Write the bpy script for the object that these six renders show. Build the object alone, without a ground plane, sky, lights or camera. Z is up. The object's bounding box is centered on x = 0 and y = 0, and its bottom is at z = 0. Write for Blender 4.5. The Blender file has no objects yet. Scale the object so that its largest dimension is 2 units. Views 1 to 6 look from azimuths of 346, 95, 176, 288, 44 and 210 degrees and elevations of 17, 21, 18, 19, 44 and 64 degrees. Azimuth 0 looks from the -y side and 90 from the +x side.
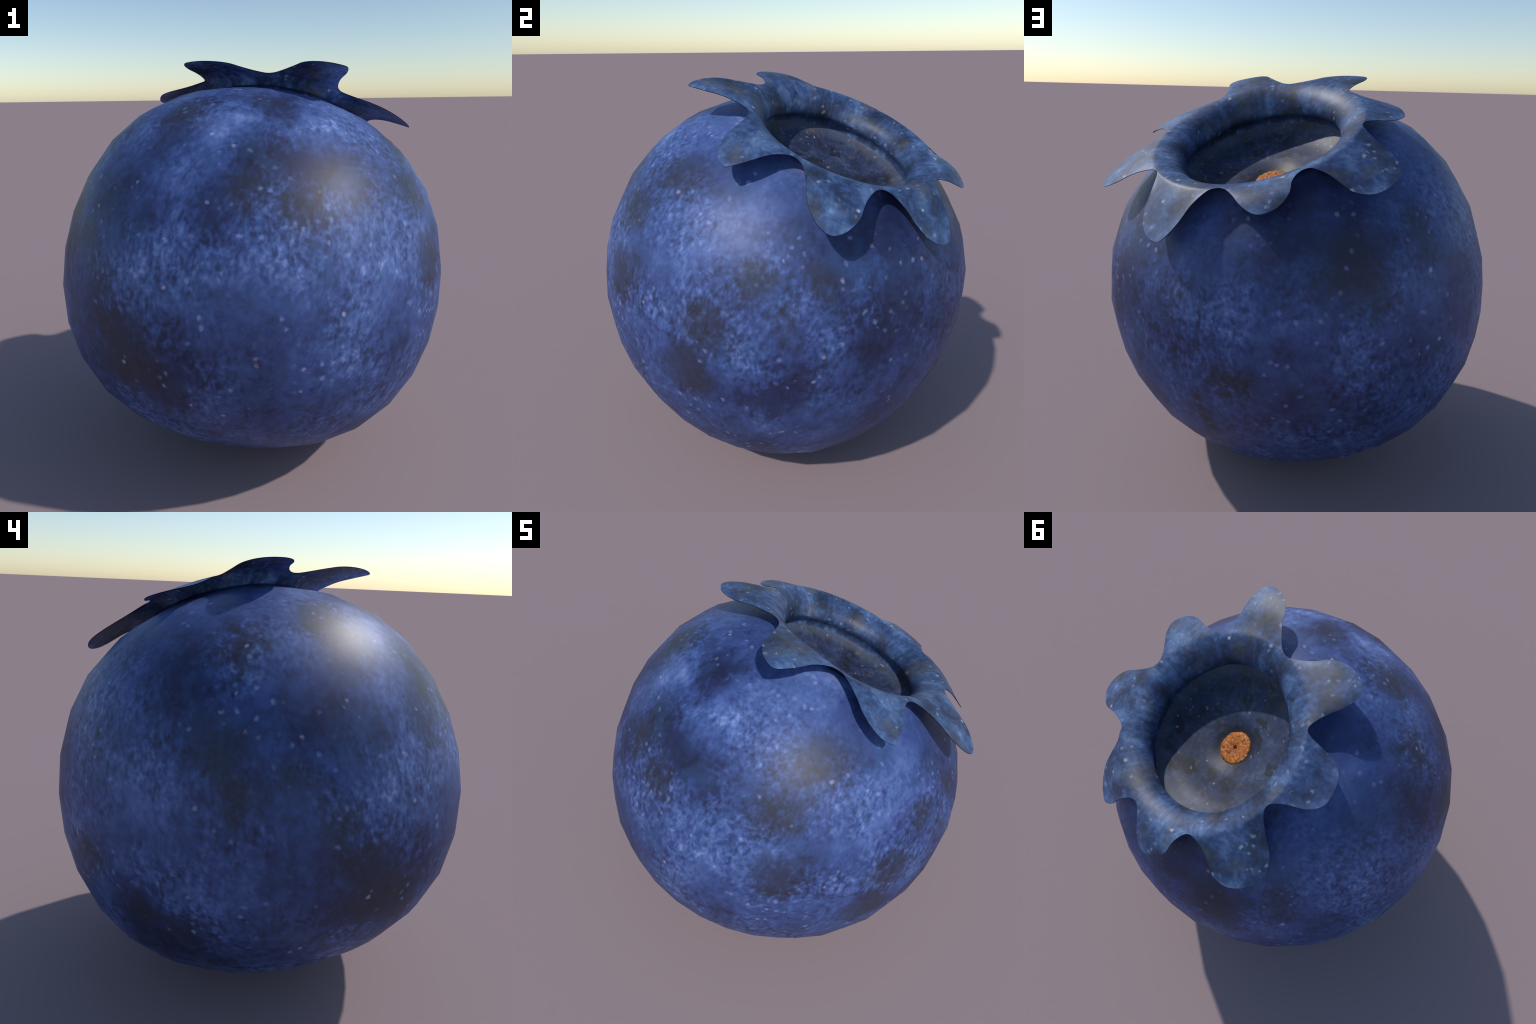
"""A ripe blueberry: a bloom-covered round berry tilted so that its crown
(calyx) leans to one side; the crown is a flared cup with eight rounded sepals,
a shallow floor inside and an orange style scar in the middle of the floor."""
import bpy, math
import numpy as np

# ------------------------------------------------------------------ frames
CENTRE = np.array([0.0034, 0.0035, 0.9443])      # middle of the berry
M = np.array([0.2364, 0.3026, 1.7502])           # middle of the crown's rim
AX = np.array([0.25394606, 0.33682564, 0.90667519])   # crown axis
F1 = np.cross([0.0, 1.0, 0.0], AX); F1 /= np.linalg.norm(F1)
F2 = np.cross(AX, F1)


def crown_point(phi, r, h):
    """Crown cylinder coordinates (radians, metres) to world."""
    phi, r, h = np.broadcast_arrays(np.asarray(phi, float), r, h)
    return (M + (r * np.cos(phi))[..., None] * F1 + (r * np.sin(phi))[..., None] * F2
            + h[..., None] * AX)


# ------------------------------------------------------------------ meshes
def grid_faces(rows, cols, wrap=True, start=0, flip=False):
    faces = []
    for i in range(rows - 1):
        for j in range(cols if wrap else cols - 1):
            a = start + i * cols + j
            b = start + i * cols + (j + 1) % cols
            q = (a, b, b + cols, a + cols)
            faces.append(q[::-1] if flip else q)
    return faces


def make_object(name, verts, faces, material, parent, normals=None):
    me = bpy.data.meshes.new(name)
    me.from_pydata([tuple(map(float, v)) for v in verts], [], faces)
    me.validate()
    me.shade_smooth()
    if normals is not None:
        me.normals_split_custom_set_from_vertices([tuple(map(float, n)) for n in normals])
    me.materials.append(material)
    ob = bpy.data.objects.new(name, me)
    bpy.context.scene.collection.objects.link(ob)
    ob.parent = parent
    return ob


def subset(verts, normals, faces):
    """Keep only the vertices the faces use."""
    used = sorted({i for f in faces for i in f})
    new = {o: k for k, o in enumerate(used)}
    return (verts[used], normals[used], [tuple(new[i] for i in f) for f in faces])


# ------------------------------------------------------------------ materials
def lin(r, g, b):
    def f(c):
        c /= 255.0
        return c / 12.92 if c <= 0.04045 else ((c + 0.055) / 1.055) ** 2.4
    return (f(r), f(g), f(b), 1.0)


class Nodes:
    """Small helper to write node graphs as expressions."""

    def __init__(self, name):
        self.mat = bpy.data.materials.new(name)
        self.mat.use_nodes = True
        self.t = self.mat.node_tree
        self.t.nodes.clear()
        self.out = self.t.nodes.new("ShaderNodeOutputMaterial")
        self.bsdf = self.t.nodes.new("ShaderNodeBsdfPrincipled")
        self.t.links.new(self.bsdf.outputs[0], self.out.inputs[0])
        self.pos = self.t.nodes.new("ShaderNodeTexCoord").outputs["Object"]

    def put(self, socket, v):
        if isinstance(v, bpy.types.NodeSocket):
            self.t.links.new(v, socket)
        elif v is not None:
            socket.default_value = v

    def math(self, op, a, b=None, c=None, clamp=False):
        n = self.t.nodes.new("ShaderNodeMath")
        n.operation, n.use_clamp = op, clamp
        for i, v in enumerate((a, b, c)):
            if v is not None:
                self.put(n.inputs[i], v)
        return n.outputs[0]

    def vmath(self, op, a, b=None, scale=None):
        n = self.t.nodes.new("ShaderNodeVectorMath")
        n.operation = op
        self.put(n.inputs[0], a)
        if b is not None:
            self.put(n.inputs[1], b)
        if scale is not None:
            self.put(n.inputs["Scale"], scale)
        return n.outputs["Value"] if op in ("DOT_PRODUCT", "LENGTH", "DISTANCE") else n.outputs[0]

    def combine(self, x, y, z):
        n = self.t.nodes.new("ShaderNodeCombineXYZ")
        for i, v in enumerate((x, y, z)):
            self.put(n.inputs[i], v)
        return n.outputs[0]

    def noise(self, vec, scale, detail=3.0, rough=0.55, dist=0.0, colour=False):
        n = self.t.nodes.new("ShaderNodeTexNoise")
        self.put(n.inputs["Vector"], vec)
        n.inputs["Scale"].default_value = scale
        n.inputs["Detail"].default_value = detail
        n.inputs["Roughness"].default_value = rough
        n.inputs["Distortion"].default_value = dist
        return n.outputs["Color" if colour else "Fac"]

    def voronoi(self, vec, scale, rand=1.0):
        n = self.t.nodes.new("ShaderNodeTexVoronoi")
        self.put(n.inputs["Vector"], vec)
        n.inputs["Scale"].default_value = scale
        n.inputs["Randomness"].default_value = rand
        return n.outputs["Distance"], n.outputs["Color"]

    def remap(self, v, a, b, c=0.0, d=1.0, smooth=True):
        n = self.t.nodes.new("ShaderNodeMapRange")
        n.interpolation_type = "SMOOTHSTEP" if smooth else "LINEAR"
        self.put(n.inputs["Value"], v)
        for k, x in zip(("From Min", "From Max", "To Min", "To Max"), (a, b, c, d)):
            n.inputs[k].default_value = x
        return n.outputs[0]

    def ramp(self, v, stops):
        n = self.t.nodes.new("ShaderNodeValToRGB")
        els = n.color_ramp.elements
        els[0].position, els[0].color = stops[0]
        els[1].position, els[1].color = stops[-1]
        for p, c in stops[1:-1]:
            e = els.new(p)
            e.color = c
        self.put(n.inputs[0], v)
        return n.outputs[0]

    def mix(self, fac, a, b):
        n = self.t.nodes.new("ShaderNodeMix")
        n.data_type = "RGBA"
        self.put(n.inputs[0], fac)
        self.put(n.inputs[6], a)
        self.put(n.inputs[7], b)
        return n.outputs[2]

    def bump(self, height, strength, distance):
        n = self.t.nodes.new("ShaderNodeBump")
        n.inputs["Strength"].default_value = strength
        n.inputs["Distance"].default_value = distance
        self.put(n.inputs["Height"], height)
        self.put(self.bsdf.inputs["Normal"], n.outputs[0])

    def finish(self, colour, roughness, specular=0.5):
        self.put(self.bsdf.inputs["Base Color"], colour)
        self.put(self.bsdf.inputs["Roughness"], roughness)
        self.put(self.bsdf.inputs["Specular IOR Level"], specular)
        return self.mat


def specks(g, vec, scale, share, size):
    """Small soft ragged flecks: a share of the Voronoi cells carries one."""
    torn = g.vmath("SUBTRACT", g.noise(g.pos, 70.0, 1.0, colour=True), (0.5, 0.5, 0.5))
    vec = g.vmath("ADD", vec, g.vmath("SCALE", torn, scale=0.013))
    d, c = g.voronoi(vec, scale)
    pick = g.vmath("DOT_PRODUCT", c, (0.62, 0.38, 0.0))
    pick = g.remap(pick, 1.0 - share - 0.1, 1.0 - share + 0.1)
    return g.math("MULTIPLY", g.remap(d, size * 0.15, size * 1.1, 1.0, 0.0), pick)


# where the waxy bloom is rubbed off (dark, neutral), where it is thin (deep
# blue) and where it is thick (pale): direction from the berry's middle,
# radius in metres, strength
def blobs(g, vec, table):
    total = None
    for x, y, z, rad, s in table:
        d = g.vmath("DISTANCE", vec, (x, y, z))
        m = g.remap(d, 0.0, rad * 1.85, s, 0.0)
        total = m if total is None else g.math("MAXIMUM", total, m)
    return total


RUBBED = [
    (0.58, -0.40, 1.60, 0.12, 0.75),
    (0.92, -0.06, 1.25, 0.09, 0.90),
    (0.89, 0.21, 1.26, 0.10, 0.75),
    (0.93, -0.26, 1.05, 0.12, 0.90),
    (0.90, -0.34, 0.82, 0.12, 0.85),
    (0.96, 0.06, 1.08, 0.08, 0.60),
    (-0.38, -0.31, 1.77, 0.09, 0.75),
    (-0.00, -0.83, 1.44, 0.10, 0.85),
    (-0.82, -0.39, 1.26, 0.09, 0.70),
    (-0.79, -0.54, 0.99, 0.11, 0.80),
    (-0.69, -0.67, 0.86, 0.14, 1.00),
    (0.61, -0.74, 1.07, 0.07, 0.80),
    (0.10, -0.95, 1.02, 0.08, 0.35),
    (-0.19, -0.76, 1.51, 0.09, 0.70),
    (0.55, -0.62, 1.44, 0.10, 0.70),
    (0.63, -0.70, 1.14, 0.15, 0.80),
    (0.90, -0.35, 0.89, 0.10, 0.80),
    (0.54, -0.48, 1.58, 0.16, 0.45),
    (-0.11, 0.89, 1.31, 0.17, 0.75),
    (-0.20, 0.91, 1.21, 0.11, 0.60),
    (0.34, 0.90, 0.81, 0.11, 0.80),
    (0.57, 0.76, 1.13, 0.08, 0.50),
    (-0.42, 0.76, 1.37, 0.09, 0.70),
    (0.48, 0.76, 0.58, 0.06, 0.70),
    (-0.86, -0.13, 1.35, 0.13, 0.75),
    (-0.90, -0.19, 1.21, 0.09, 0.80),
    (-0.60, -0.09, 1.69, 0.09, 0.55),
    (-0.78, -0.53, 1.12, 0.11, 0.70),
    (-0.72, -0.63, 0.96, 0.14, 0.95),
    (-0.92, 0.17, 0.72, 0.12, 0.80),
    (-0.85, 0.45, 0.85, 0.09, 0.75),
    (-0.92, -0.01, 0.66, 0.11, 0.75),
    (-0.39, -0.36, 1.75, 0.13, 0.90),
    (-0.62, -0.11, 1.68, 0.11, 0.80),
    (-0.09, 0.90, 1.30, 0.15, 0.75),
    (-0.40, 0.73, 1.43, 0.08, 0.70),
]
# a short dark crease low on the berry
CREASE = [
    (0.492, 0.791, 0.677, 0.032, 1.00),
    (0.479, 0.773, 0.609, 0.033, 1.00),
    (0.459, 0.753, 0.542, 0.033, 1.00),
    (0.427, 0.739, 0.484, 0.031, 0.90),
]
THIN = [
    (0.83, 0.48, 1.04, 0.18, 0.30),
    (0.96, 0.05, 0.82, 0.16, 0.30),
    (0.68, 0.54, 1.36, 0.13, 0.25),
    (0.66, 0.70, 1.04, 0.14, 0.30),
    (-0.14, -0.67, 1.62, 0.12, 0.35),
    (-0.34, -0.73, 1.46, 0.14, 0.25),
    (-0.48, -0.82, 0.81, 0.16, 0.25),
    (-0.04, -0.45, 1.80, 0.12, 0.35),
    (0.13, -0.70, 1.59, 0.13, 0.25),
    (0.16, 0.86, 1.36, 0.19, 0.25),
    (0.59, 0.77, 0.99, 0.14, 0.25),
    (-0.76, 0.07, 1.53, 0.14, 0.20),
    (-0.87, 0.02, 0.53, 0.22, 0.30),
    (-0.14, 0.93, 0.70, 0.22, 0.15),
]
THICK = [
    (0.81, -0.13, 1.46, 0.16, 0.22),
    (0.81, -0.37, 1.33, 0.16, 0.18),
    (0.81, 0.52, 0.89, 0.11, 0.22),
    (0.96, -0.08, 0.95, 0.13, 0.25),
    (0.84, 0.19, 0.49, 0.15, 0.20),
    (-0.17, -0.52, 1.74, 0.10, 0.35),
    (-0.43, -0.63, 1.53, 0.11, 0.20),
    (-0.61, -0.68, 1.24, 0.15, 0.20),
    (0.07, -0.92, 1.23, 0.18, 0.15),
    (0.16, -0.60, 1.68, 0.13, 0.30),
    (0.26, -0.84, 1.33, 0.17, 0.18),
    (0.81, -0.30, 1.38, 0.14, 0.25),
    (0.38, -0.86, 1.18, 0.19, 0.20),
    (-0.23, -0.53, 1.71, 0.10, 0.35),
    (0.31, -0.30, 1.81, 0.20, 0.15),
    (0.26, 0.91, 1.15, 0.14, 0.18),
    (-0.27, 0.78, 1.44, 0.14, 0.15),
    (-0.60, -0.68, 1.27, 0.14, 0.15),
    (-0.95, 0.12, 1.05, 0.18, 0.12),
    (-0.95, -0.12, 0.82, 0.14, 0.15),
    (-0.24, -0.49, 1.74, 0.11, 0.30),
    (-0.51, 0.29, 1.71, 0.21, 0.10),
]


def skin_material():
    g = Nodes("bloomed_skin")
    warp = g.vmath("SUBTRACT", g.noise(g.pos, 4.5, 3.0, 0.65, colour=True), (0.5, 0.5, 0.5))
    p = g.vmath("ADD", g.pos, g.vmath("SCALE", warp, scale=0.26))
    # grain slightly drawn out along wandering directions
    flow = g.vmath("SUBTRACT", g.noise(g.pos, 10.0, 1.0, colour=True), (0.5, 0.5, 0.5))
    pg = g.vmath("ADD", g.pos, g.vmath("SCALE", flow, scale=0.03))
    along = g.vmath("DOT_PRODUCT", pg, tuple(AX))
    drawn = g.vmath("SUBTRACT", pg, g.vmath("SCALE", tuple(AX), scale=g.math("MULTIPLY", along, 0.28)))
    grain = g.noise(drawn, 31.0, 1.0, 0.5)
    fine = g.noise(drawn, 60.0, 1.0, 0.5)
    patch = g.noise(g.pos, 3.2, 3.0, 0.6)
    calm = g.noise(g.pos, 3.0, 2.0, 0.55)
    amount = g.remap(calm, 0.38, 0.64, 0.35, 1.1)
    near = g.vmath("DISTANCE", g.pos, tuple(M))
    amount = g.math("MULTIPLY", amount, g.remap(near, 0.55, 0.95, 0.4, 1.0))
    v = g.math("MULTIPLY_ADD", g.math("SUBTRACT", patch, 0.5), 1.1, 0.48)
    v = g.math("ADD", v, blobs(g, p, THICK))
    v = g.math("SUBTRACT", v, blobs(g, p, THIN))
    g1 = g.math("MULTIPLY", g.math("SUBTRACT", grain, 0.5), amount)
    v = g.math("MULTIPLY_ADD", g1, 0.78, v)
    g2 = g.math("MULTIPLY", g.math("SUBTRACT", fine, 0.5), amount)
    v = g.math("MULTIPLY_ADD", g2, 0.7, v)
    blue = g.ramp(v, [(0.0, lin(26, 29, 54)), (0.28, lin(37, 47, 88)), (0.55, lin(58, 78, 134)),
                      (0.8, lin(84, 107, 164)), (1.0, lin(122, 141, 195))])
    # hue drifts between violet and steel blue
    hue = g.noise(g.pos, 9.0, 2.0)
    blue = g.mix(g.remap(hue, 0.45, 0.75, 0.0, 0.3), blue, lin(52, 86, 130))
    rub = g.remap(g.noise(p, 3.6, 3.0, 0.6), 0.52, 0.82, 0.0, 0.5)
    rub = g.math("MAXIMUM", rub, blobs(g, p, RUBBED))
    rub = g.math("MULTIPLY_ADD", g.math("ADD", g1, g2), -0.6, rub)
    rub = g.math("MULTIPLY", g.remap(rub, 0.0, 0.9), 0.82)
    rub = g.math("MAXIMUM", rub, blobs(g, g.pos, CREASE))
    dark = g.mix(g.noise(g.pos, 7.0, 2.0), lin(36, 40, 54), lin(48, 47, 58))
    col = g.mix(rub, blue, dark)
    # pits, and wax flecks that gather in drifts
    drift = g.remap(g.noise(g.vmath("ADD", g.pos, (4.0, 2.0, 7.0)), 3.8, 2.0), 0.45, 0.62, 0.08, 1.0)
    pits = specks(g, pg, 24.0, 0.26, 0.32)
    col = g.mix(g.math("MULTIPLY", g.math("MULTIPLY", pits, 0.55), amount), col, lin(30, 34, 56))
    dots = specks(g, g.vmath("ADD", pg, (2.3, 0.9, 5.1)), 21.0, 0.46, 0.29)
    col = g.mix(g.math("MULTIPLY", g.math("MULTIPLY", dots, 0.6), drift), col, lin(132, 152, 210))
    dots2 = specks(g, g.vmath("ADD", pg, (3.1, 1.7, 0.4)), 17.0, 0.34, 0.22)
    tone = g.mix(g.noise(g.pos, 6.0, 1.0), lin(200, 172, 205), lin(165, 178, 228))
    col = g.mix(g.math("MULTIPLY", g.math("MULTIPLY", dots2, 0.7), drift), col, tone)
    return g.finish(col, 0.5, 0.42)


def crown_coordinates(g):
    w = g.vmath("SUBTRACT", g.pos, tuple(M))
    x = g.vmath("DOT_PRODUCT", w, tuple(F1))
    y = g.vmath("DOT_PRODUCT", w, tuple(F2))
    h = g.vmath("DOT_PRODUCT", w, tuple(AX))
    r = g.math("SQRT", g.math("ADD", g.math("MULTIPLY", x, x), g.math("MULTIPLY", y, y)))
    safe = g.math("MAXIMUM", r, 0.02)
    return x, y, h, r, g.math("DIVIDE", x, safe), g.math("DIVIDE", y, safe)


def calyx_material(name="calyx_skin", pale=0.0):
    g = Nodes(name)
    x, y, h, r, cx, cy = crown_coordinates(g)
    run = g.math("SUBTRACT", r, g.math("MULTIPLY", h, 0.8))
    # fibres run outwards from the throat; they fade into grain on the sepals
    fibre = g.noise(g.combine(cx, cy, g.math("MULTIPLY", run, 0.9)), 17.0, 3.0, 0.6, 0.4)
    flow = g.vmath("SUBTRACT", g.noise(g.pos, 12.0, 1.0, colour=True), (0.5, 0.5, 0.5))
    pg = g.vmath("ADD", g.pos, g.vmath("SCALE", flow, scale=0.05))
    grain = g.noise(pg, 45.0, 2.0, 0.6)
    mixf = g.remap(r, 0.42, 0.6, 0.5, 0.2)
    tex = g.math("ADD", g.math("MULTIPLY", g.math("SUBTRACT", fibre, 0.5), mixf),
                 g.math("MULTIPLY", g.math("SUBTRACT", grain, 0.5), 0.42))
    patch = g.noise(g.pos, 7.0, 3.0, 0.55)
    v = g.math("MULTIPLY_ADD", g.math("SUBTRACT", patch, 0.5), 2.0, 0.47)
    v = g.math("MULTIPLY_ADD", tex, 1.5, v)
    col = g.ramp(v, [(0.0, lin(30, 37, 54)), (0.3, lin(42, 58, 92)), (0.55, lin(60, 84, 126)),
                     (0.8, lin(86, 112, 152)), (1.0, lin(120, 142, 180))])
    grey = g.remap(g.noise(g.vmath("ADD", g.pos, (5.0, 2.0, 1.0)), 6.0, 3.0, 0.6), 0.50, 0.70, 0.0, 0.7)
    col = g.mix(grey, col, g.mix(grain, lin(46, 48, 52), lin(92, 92, 94)))
    dots = specks(g, pg, 24.0, 0.4, 0.28)
    col = g.mix(g.math("MULTIPLY", dots, 0.5), col, lin(150, 168, 200))
    dots2 = specks(g, g.vmath("ADD", pg, (1.1, 4.7, 2.4)), 15.0, 0.26, 0.2)
    col = g.mix(g.math("MULTIPLY", dots2, 0.8), col, lin(205, 205, 212))
    if pale:
        col = g.vmath("SCALE", col, scale=pale)  # base colour brightened to make up for the shade below the crown
    return g.finish(col, 0.5, 0.45)


def floor_material():
    g = Nodes("calyx_floor_skin")
    x, y, h, r, cx, cy = crown_coordinates(g)
    flow = g.vmath("SUBTRACT", g.noise(g.pos, 12.0, 1.0, colour=True), (0.5, 0.5, 0.5))
    pg = g.vmath("ADD", g.pos, g.vmath("SCALE", flow, scale=0.06))
    v = g.math("ADD", g.math("MULTIPLY", g.noise(pg, 8.0, 3.0, 0.6), 0.7),
               g.math("MULTIPLY", g.noise(pg, 42.0, 2.0, 0.6), 0.5))
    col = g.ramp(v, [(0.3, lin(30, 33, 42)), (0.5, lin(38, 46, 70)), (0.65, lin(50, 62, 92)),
                     (0.9, lin(90, 98, 120))])
    black = g.remap(g.noise(pg, 9.0, 3.0, 0.6), 0.54, 0.64, 0.0, 0.85)
    col = g.mix(black, col, lin(30, 31, 34))
    rust = g.remap(g.noise(g.vmath("ADD", pg, (2.0, 7.0, 3.0)), 16.0, 2.0), 0.62, 0.72, 0.0, 0.7)
    col = g.mix(rust, col, lin(96, 78, 52))
    dots = specks(g, pg, 30.0, 0.4, 0.22)
    col = g.mix(g.math("MULTIPLY", dots, 0.55), col, lin(190, 165, 120))
    dots = specks(g, g.vmath("ADD", pg, (6.0, 1.0, 2.0)), 19.0, 0.26, 0.18)
    col = g.mix(g.math("MULTIPLY", dots, 0.6), col, lin(200, 196, 205))
    # sunlight painted as a pale band where the floor turns up into the wall
    lip_light = g.math("MULTIPLY", g.remap(r, 0.345, 0.385), 0.3)
    col = g.mix(lip_light, col, lin(104, 112, 132))
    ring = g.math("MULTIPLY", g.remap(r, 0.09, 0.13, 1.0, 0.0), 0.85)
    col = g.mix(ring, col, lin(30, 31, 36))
    return g.finish(col, 0.52, 0.45)


def scar_material():
    g = Nodes("corky_scar")
    v = g.noise(g.pos, 70.0, 3.0, 0.65)
    col = g.ramp(v, [(0.28, lin(72, 40, 20)), (0.42, lin(160, 86, 30)), (0.58, lin(200, 118, 44)),
                     (0.74, lin(226, 172, 100))])
    x, y, h, r, cx, cy = crown_coordinates(g)
    col = g.mix(g.remap(r, 0.003, 0.014, 0.6, 0.0), col, lin(60, 34, 24))
    dots = specks(g, g.pos, 42.0, 0.5, 0.35)
    edge = g.remap(r, 0.05, 0.08)
    col = g.mix(g.math("MULTIPLY", dots, edge), col, lin(232, 196, 140))
    g.bump(v, 0.5, 0.006)
    return g.finish(col, 0.6, 0.4)


# ------------------------------------------------------------------ berry body
def body_radius(d):
    """Radius of the berry in direction d: an oblate ball with slight bulges,
    flattened at the crown and at the stem end (low spherical harmonics)."""
    x, y, z = d[..., 0], d[..., 1], d[..., 2]
    r = 0.9657 + 0 * x
    # second order: oblate towards the crown axis
    r += -0.0113 * x * y - 0.0267 * y * z - 0.0236 * z * x
    r += 0.0049 * (x * x - y * y) - 0.0109 * (3 * z * z - 1)
    # third order: slight lopsidedness
    r += 0.0019 * x * (x * x - 3 * y * y) + 0.0021 * y * (3 * x * x - y * y)
    r += -0.0127 * z * (x * x - y * y) + 0.0063 * x * y * z
    r += 0.0014 * x * (5 * z * z - 1) + 0.0005 * y * (5 * z * z - 1) + 0.0017 * z * (5 * z * z - 3)
    # fourth order: flat crown and flat stem end with a rounder shoulder
    r += -0.0009 * (35 * z ** 4 - 30 * z * z + 3)
    r += -0.0160 * x * z * (7 * z * z - 3) - 0.0149 * y * z * (7 * z * z - 3)
    r += 0.0042 * (x * x - y * y) * (7 * z * z - 1) - 0.0182 * x * y * (7 * z * z - 1)
    r += -0.0046 * x * z * (x * x - 3 * y * y) - 0.0079 * y * z * (3 * x * x - y * y)
    r += 0.0015 * (x ** 4 - 6 * x * x * y * y + y ** 4) + 0.0107 * x * y * (x * x - y * y)
    # the lower end leans to one side: a little fuller there, leaner opposite
    for cx, cy, cz, amount in ((0.35, 0.60, -0.72, 0.007), (-0.25, -0.10, -0.95, -0.006),
                               (0.42, -0.50, -0.76, 0.003)):
        away = (x - cx) ** 2 + (y - cy) ** 2 + (z - cz) ** 2
        r += amount * np.exp(-away / 0.40)
    return r


def build_body(parent, material):
    cols = 32
    polar = np.radians(np.concatenate([[27.6, 31.5], np.linspace(40.0, 169.0, 13)]))
    phi = np.linspace(0, 2 * math.pi, cols, endpoint=False)
    verts = []
    for t in polar:
        d = (math.sin(t) * (np.cos(phi)[:, None] * F1 + np.sin(phi)[:, None] * F2)
             + math.cos(t) * AX)
        # the skin sinks a little towards the crown, more on one side
        dip = np.clip((math.radians(46) - t) / math.radians(20), 0, 1)
        dip = 0.010 * dip * dip * (3 - 2 * dip) * (0.5 + 0.5 * np.cos(phi - math.radians(-165)))
        verts.append(CENTRE + d * (body_radius(d) + 0.003 - dip)[:, None])
    rows = len(verts)
    # tuck the top edge under the crown so that no gap shows
    verts = [crown_point(phi, 0.402, -0.07), crown_point(phi, 0.424, -0.033)] + verts
    rows += 2
    verts = np.concatenate(verts)
    faces = grid_faces(rows, cols, flip=True)
    bottom = CENTRE - AX * (body_radius(-AX) + 0.001)
    verts = np.vstack([verts, bottom])
    last = (rows - 1) * cols
    faces += [(len(verts) - 1, last + (j + 1) % cols, last + j) for j in range(cols)]
    return make_object("berry_skin", verts, faces, material, parent)


# ------------------------------------------------------------------ crown
# One row per sepal, going clockwise round the crown.
# notch azimuth before it, notch radius, tip azimuth, tip radius,
# flank shape before the tip and after it (fullness, squareness),
# droop: slope, curl, twist
SEPALS = [
    (-71.04, 0.483, -87.7, 0.749, (0.65, 0.7), (1.00, 0.8), (0.034, -0.056, 0.003)),
    (-117.76, 0.483, -146.5, 0.717, (1.15, 0.7), (1.00, 0.8), (-0.031, -0.026, -0.004)),
    (-163.42, 0.489, -188.9, 0.654, (1.80, 0.9), (1.00, 0.8), (-0.143, 0.065, -0.012)),
    (-206.97, 0.484, -230.9, 0.714, (1.25, 0.8), (1.45, 0.5), (-0.131, 0.016, -0.001)),
    (-254.14, 0.481, -275.9, 0.631, (1.25, 0.7), (0.95, 0.9), (0.010, -0.141, 0.009)),
    (-295.60, 0.479, -314.6, 0.705, (0.80, 0.8), (1.25, 0.8), (-0.088, -0.062, 0.003)),
    (-341.69, 0.489, -363.1, 0.768, (0.85, 0.7), (0.95, 0.8), (-0.035, -0.040, 0.001)),
    (-387.13, 0.493, -401.6, 0.724, (0.60, 0.8), (1.05, 0.9), (-0.036, -0.056, 0.006)),
]
RIM = 0.487             # radius of the rim, where the sepals part
THROAT, THROAT_H = 0.367, -0.10
ARCH = (0.010, 0.016, 0.008, 0.004, 0.016, -0.030, 0.000, 0.014)   # how far each sepal bulges upwards
PER = 56                # outline samples per sepal


def flank(x, full, square):
    c = np.cos(math.pi * np.clip(x, 0, 1) ** full)
    return 0.5 * (1 + np.sign(c) * np.abs(c) ** square)


def sepal_outline(k):
    """Azimuth and radius of the free edge of sepal k, evenly along its length."""
    n0, r0, tip, rt, left, right, droop = SEPALS[k]
    nxt = SEPALS[(k + 1) % 8]
    n1, r1 = (nxt[0] if k < 7 else nxt[0] - 360), nxt[1]
    az = np.linspace(n0, n1, 1201)
    before = az >= tip
    x = np.where(before, (az - tip) / (n0 - tip), (az - tip) / (n1 - tip))
    rn = np.where(before, r0, r1)
    r = rn + (rt + 0.004 - rn) * np.where(before, flank(x, *left), flank(x, *right))
    r = np.convolve(np.pad(r, 20, mode="edge"), np.ones(41) / 41, mode="valid")
    a = np.radians(az)
    s = np.r_[0, np.cumsum(np.hypot(np.diff(r), r[1:] * np.diff(a)))]
    t = np.linspace(0, s[-1], PER + 1)[:-1]
    return np.interp(t, s, a), np.interp(t, s, r)


def crown_height(r, phi, k, across):
    """Height of the flaring upper surface at radius r on sepal k."""
    slope, curl, twist = SEPALS[k][6]
    s = np.maximum(r - RIM, 0.0) / 0.25
    s = np.sqrt(s * s + 0.0004) - 0.02
    side = (phi - math.radians(SEPALS[k][2])) * r / 0.1
    q = np.clip((RIM - r) / (RIM - THROAT), 0, 1)
    base = THROAT_H * (1 - np.sqrt(np.maximum(1 - q ** 1.6, 0.0)))
    arch = ARCH[k] * s * (1 - across ** 2)
    # the rim stands a little higher behind the longest upright sepal
    off = (np.degrees(phi) + 87 + 180) % 360 - 180
    arch = arch + 0.012 * np.exp(-(off / 22) ** 2 - ((r - 0.46) / 0.05) ** 2)
    return base + slope * s + curl * s * s + twist * s * side + arch


def paint_underside(ob, material, low):
    """The lower face of the flaring crown gets the crown colour brightened, to offset its shade."""
    ob.data.materials.append(material)
    for poly, flag in zip(ob.data.polygons, low):
        poly.material_index = int(flag)


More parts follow.
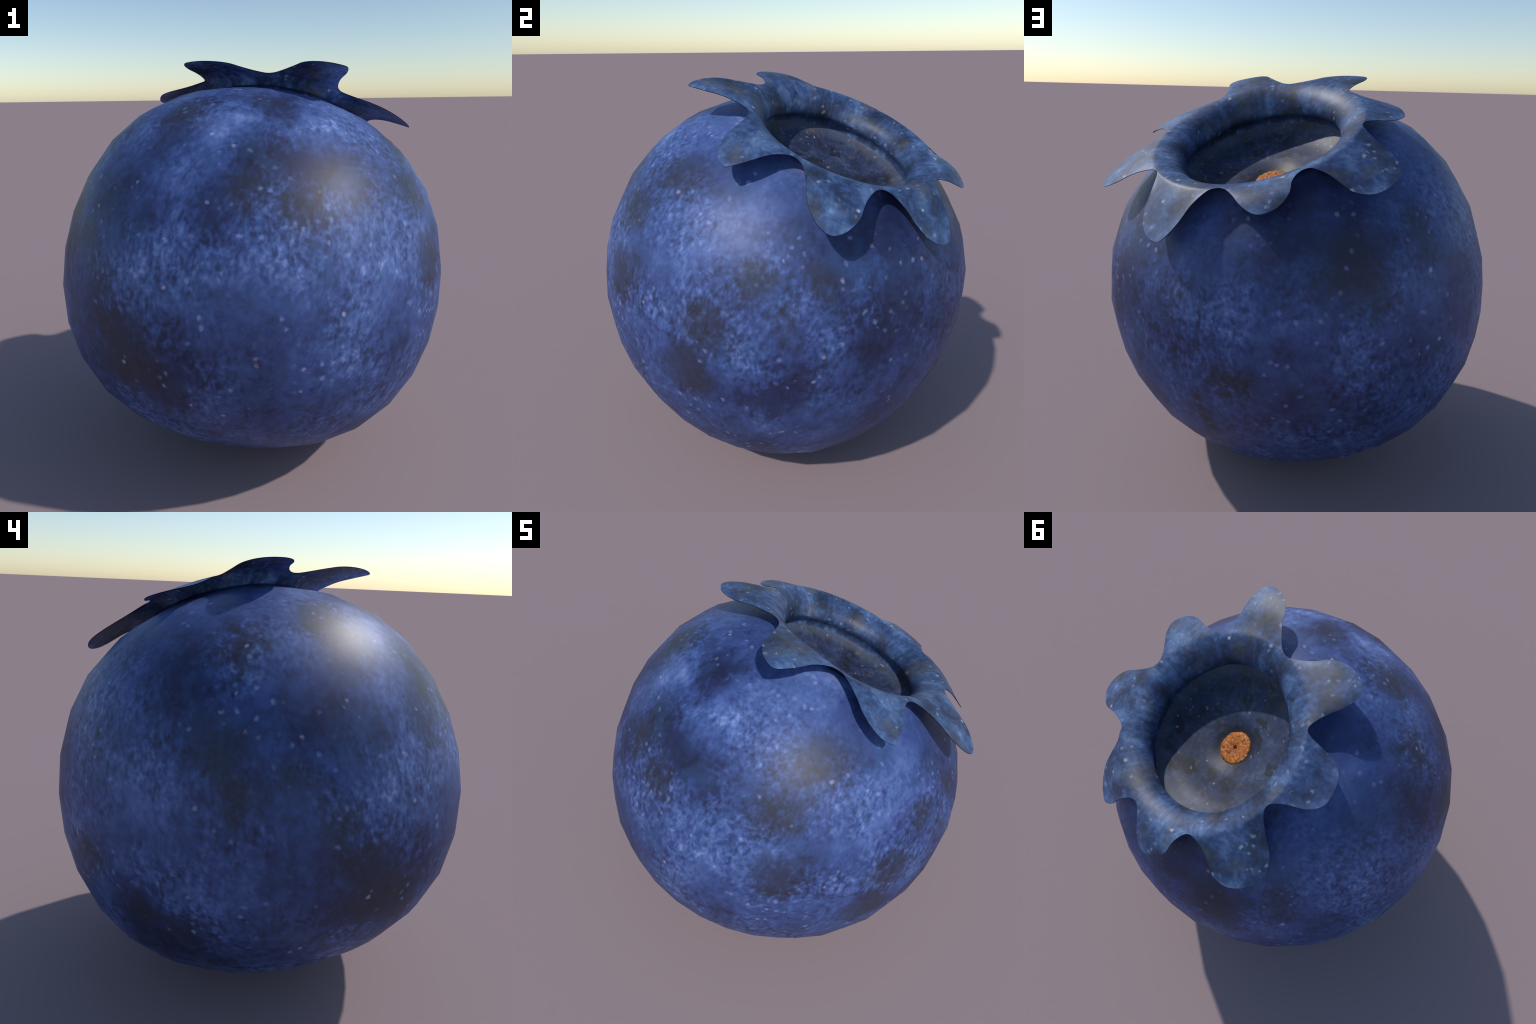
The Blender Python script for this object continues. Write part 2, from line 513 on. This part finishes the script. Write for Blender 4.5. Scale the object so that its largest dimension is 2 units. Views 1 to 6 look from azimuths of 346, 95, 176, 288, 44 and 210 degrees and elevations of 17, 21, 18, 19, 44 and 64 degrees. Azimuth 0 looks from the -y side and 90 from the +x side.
def build_crown(parent, material, under):
    phi, edge, owner = [], [], []
    for k in range(8):
        a, r = sepal_outline(k)
        phi.append(a); edge.append(r); owner += [k] * PER
    phi, edge = np.concatenate(phi), np.concatenate(edge)
    owner = np.array(owner)
    cols = len(phi)
    rows = []
    # the cup widens under the throat: a roof over the groove round the floor
    for r, h in ((0.402, -0.178), (0.406, -0.166), (0.405, -0.154), (0.400, -0.143), (0.391, -0.133), (0.381, -0.124),
                 (0.373, -0.115), (0.3685, -0.107)):
        rows.append((np.full(cols, r), np.full(cols, h)))
    wall = len(rows)
    # throat to rim: a quarter round
    for t in np.linspace(0, math.pi / 2, 15)[:-1]:
        r = THROAT + (0.47 - THROAT) * (1 - math.cos(t))
        rows.append((np.full(cols, r), None))
    inner = len(rows)
    for f in np.linspace(0, 1, 26):
        rows.append((0.47 + (edge - 0.47) * f, None))
    top = []
    for r, h in rows:
        if h is None:
            h = np.zeros(cols)
            for k in range(8):
                m = owner == k
                h[m] = crown_height(r[m], phi[m], k, np.clip((r[m] - 0.47) / (edge[m] - 0.47), 0, 1))
        top.append(crown_point(phi, r, h))
    top = np.array(top)
    # surface normals from the grid
    du = np.gradient(top, axis=0)
    dv = np.roll(top, -1, axis=1) - np.roll(top, 1, axis=1)
    nrm = np.cross(dv, du)
    nrm /= np.linalg.norm(nrm, axis=-1, keepdims=True)
    if (nrm[inner + 5] @ AX).mean() < 0:
        nrm = -nrm
    thick = 0.0028
    low = top - nrm * thick
    R, C = len(rows), cols
    nv = R * C
    out = crown_point(phi, edge * 0 + 1, 0 * edge) - M
    dt = np.roll(top[-1], -1, axis=0) - np.roll(top[-1], 1, axis=0)
    rim_n = np.cross(dt, nrm[-1])
    rim_n /= np.linalg.norm(rim_n, axis=-1, keepdims=True)
    if (rim_n * out).sum(1).mean() < 0:
        rim_n = -rim_n
    verts = np.concatenate([top.reshape(-1, 3), low.reshape(-1, 3), top[-1], low[-1]])
    norms = np.concatenate([nrm.reshape(-1, 3), -nrm.reshape(-1, 3), rim_n, rim_n])
    regions = {k: [] for k in range(-1, 8)}
    lower = {k: [] for k in range(-1, 8)}

    def keep(i, j):
        return -1 if i < inner else owner[j]

    flip = np.dot(np.cross(top[inner + 1, 1] - top[inner + 1, 0], top[inner + 2, 0] - top[inner + 1, 0]),
                  nrm[inner + 1, 0]) < 0
    for i in range(R - 1):
        for j in range(C):
            jn = (j + 1) % C
            q = (i * C + j, i * C + jn, (i + 1) * C + jn, (i + 1) * C + j)
            q2 = tuple(v + nv for v in q)
            regions[keep(i, j)] += [q[::-1] if flip else q, q2 if flip else q2[::-1]]
            lower[keep(i, j)] += [False, i >= wall]
    for j in range(C):
        jn = (j + 1) % C
        q = (2 * nv + j, 2 * nv + jn, 2 * nv + C + jn, 2 * nv + C + j)
        regions[owner[j]].append(q if flip else q[::-1])
        lower[owner[j]].append(False)
    v, n, f = subset(verts, norms, regions[-1])
    calyx = make_object("calyx_cup", v, f, material, parent, n)
    paint_underside(calyx, under, lower[-1])
    for k in range(8):
        v, n, f = subset(verts, norms, regions[k])
        paint_underside(make_object("sepal", v, f, material, calyx, n), under, lower[k])
    return calyx


def build_floor(parent, floor_mat, scar_mat):
    cols = 96
    phi = np.linspace(0, 2 * math.pi, cols, endpoint=False)
    prof = [(0.03, -0.28), (0.07, -0.278), (0.10, -0.268), (0.13, -0.254), (0.17, -0.246), (0.23, -0.242),
            (0.28, -0.236), (0.32, -0.225), (0.345, -0.213), (0.365, -0.201), (0.380, -0.191), (0.390, -0.185),
            (0.399, -0.178), (0.407, -0.170)]
    verts = np.concatenate([crown_point(phi, r, h) for r, h in prof])
    verts = np.vstack([verts, crown_point(0.0, 0.0, -0.28)])
    faces = grid_faces(len(prof), cols, flip=True)
    faces = [f[::-1] for f in faces]
    faces += [(len(verts) - 1, j, (j + 1) % cols) for j in range(cols)]
    floor = make_object("calyx_floor", verts, faces, floor_mat, parent)
    # scar: a low corky button, slightly irregular, with a dimple in the middle
    rng = np.random.default_rng(4)
    wob = 1 + 0.012 * np.sin(phi * 3 + 1.0) + 0.012 * np.sin(phi * 7 + 0.4)
    prof = [(0.006, -0.272), (0.016, -0.269), (0.04, -0.267), (0.062, -0.2655), (0.076, -0.266), (0.084, -0.269),
            (0.087, -0.285)]
    verts = []
    for r, h in prof:
        rough = 0.0009 * rng.standard_normal(cols)
        verts.append(crown_point(phi, r * (wob + 0.008 * rng.standard_normal(cols)), h + rough) - 0.006 * F1 + 0.006 * F2)
    verts = np.vstack(verts + [crown_point(0.0, 0.0, -0.274)[None] - 0.006 * F1 + 0.006 * F2])
    faces = [f[::-1] for f in grid_faces(len(prof), cols, flip=True)]
    faces += [(len(verts) - 1, j, (j + 1) % cols) for j in range(cols)]
    make_object("style_scar", verts, faces, scar_mat, floor)


def main():
    berry = bpy.data.objects.new("blueberry", None)
    bpy.context.scene.collection.objects.link(berry)
    berry["label"] = "ripe blueberry with dusty bloom and flared eight-lobed crown"
    berry["category"] = "berry"
    build_body(berry, skin_material())
    build_crown(berry, calyx_material(), calyx_material("sepal_underside_brightened", 1.8))
    build_floor(berry, floor_material(), scar_material())


main()
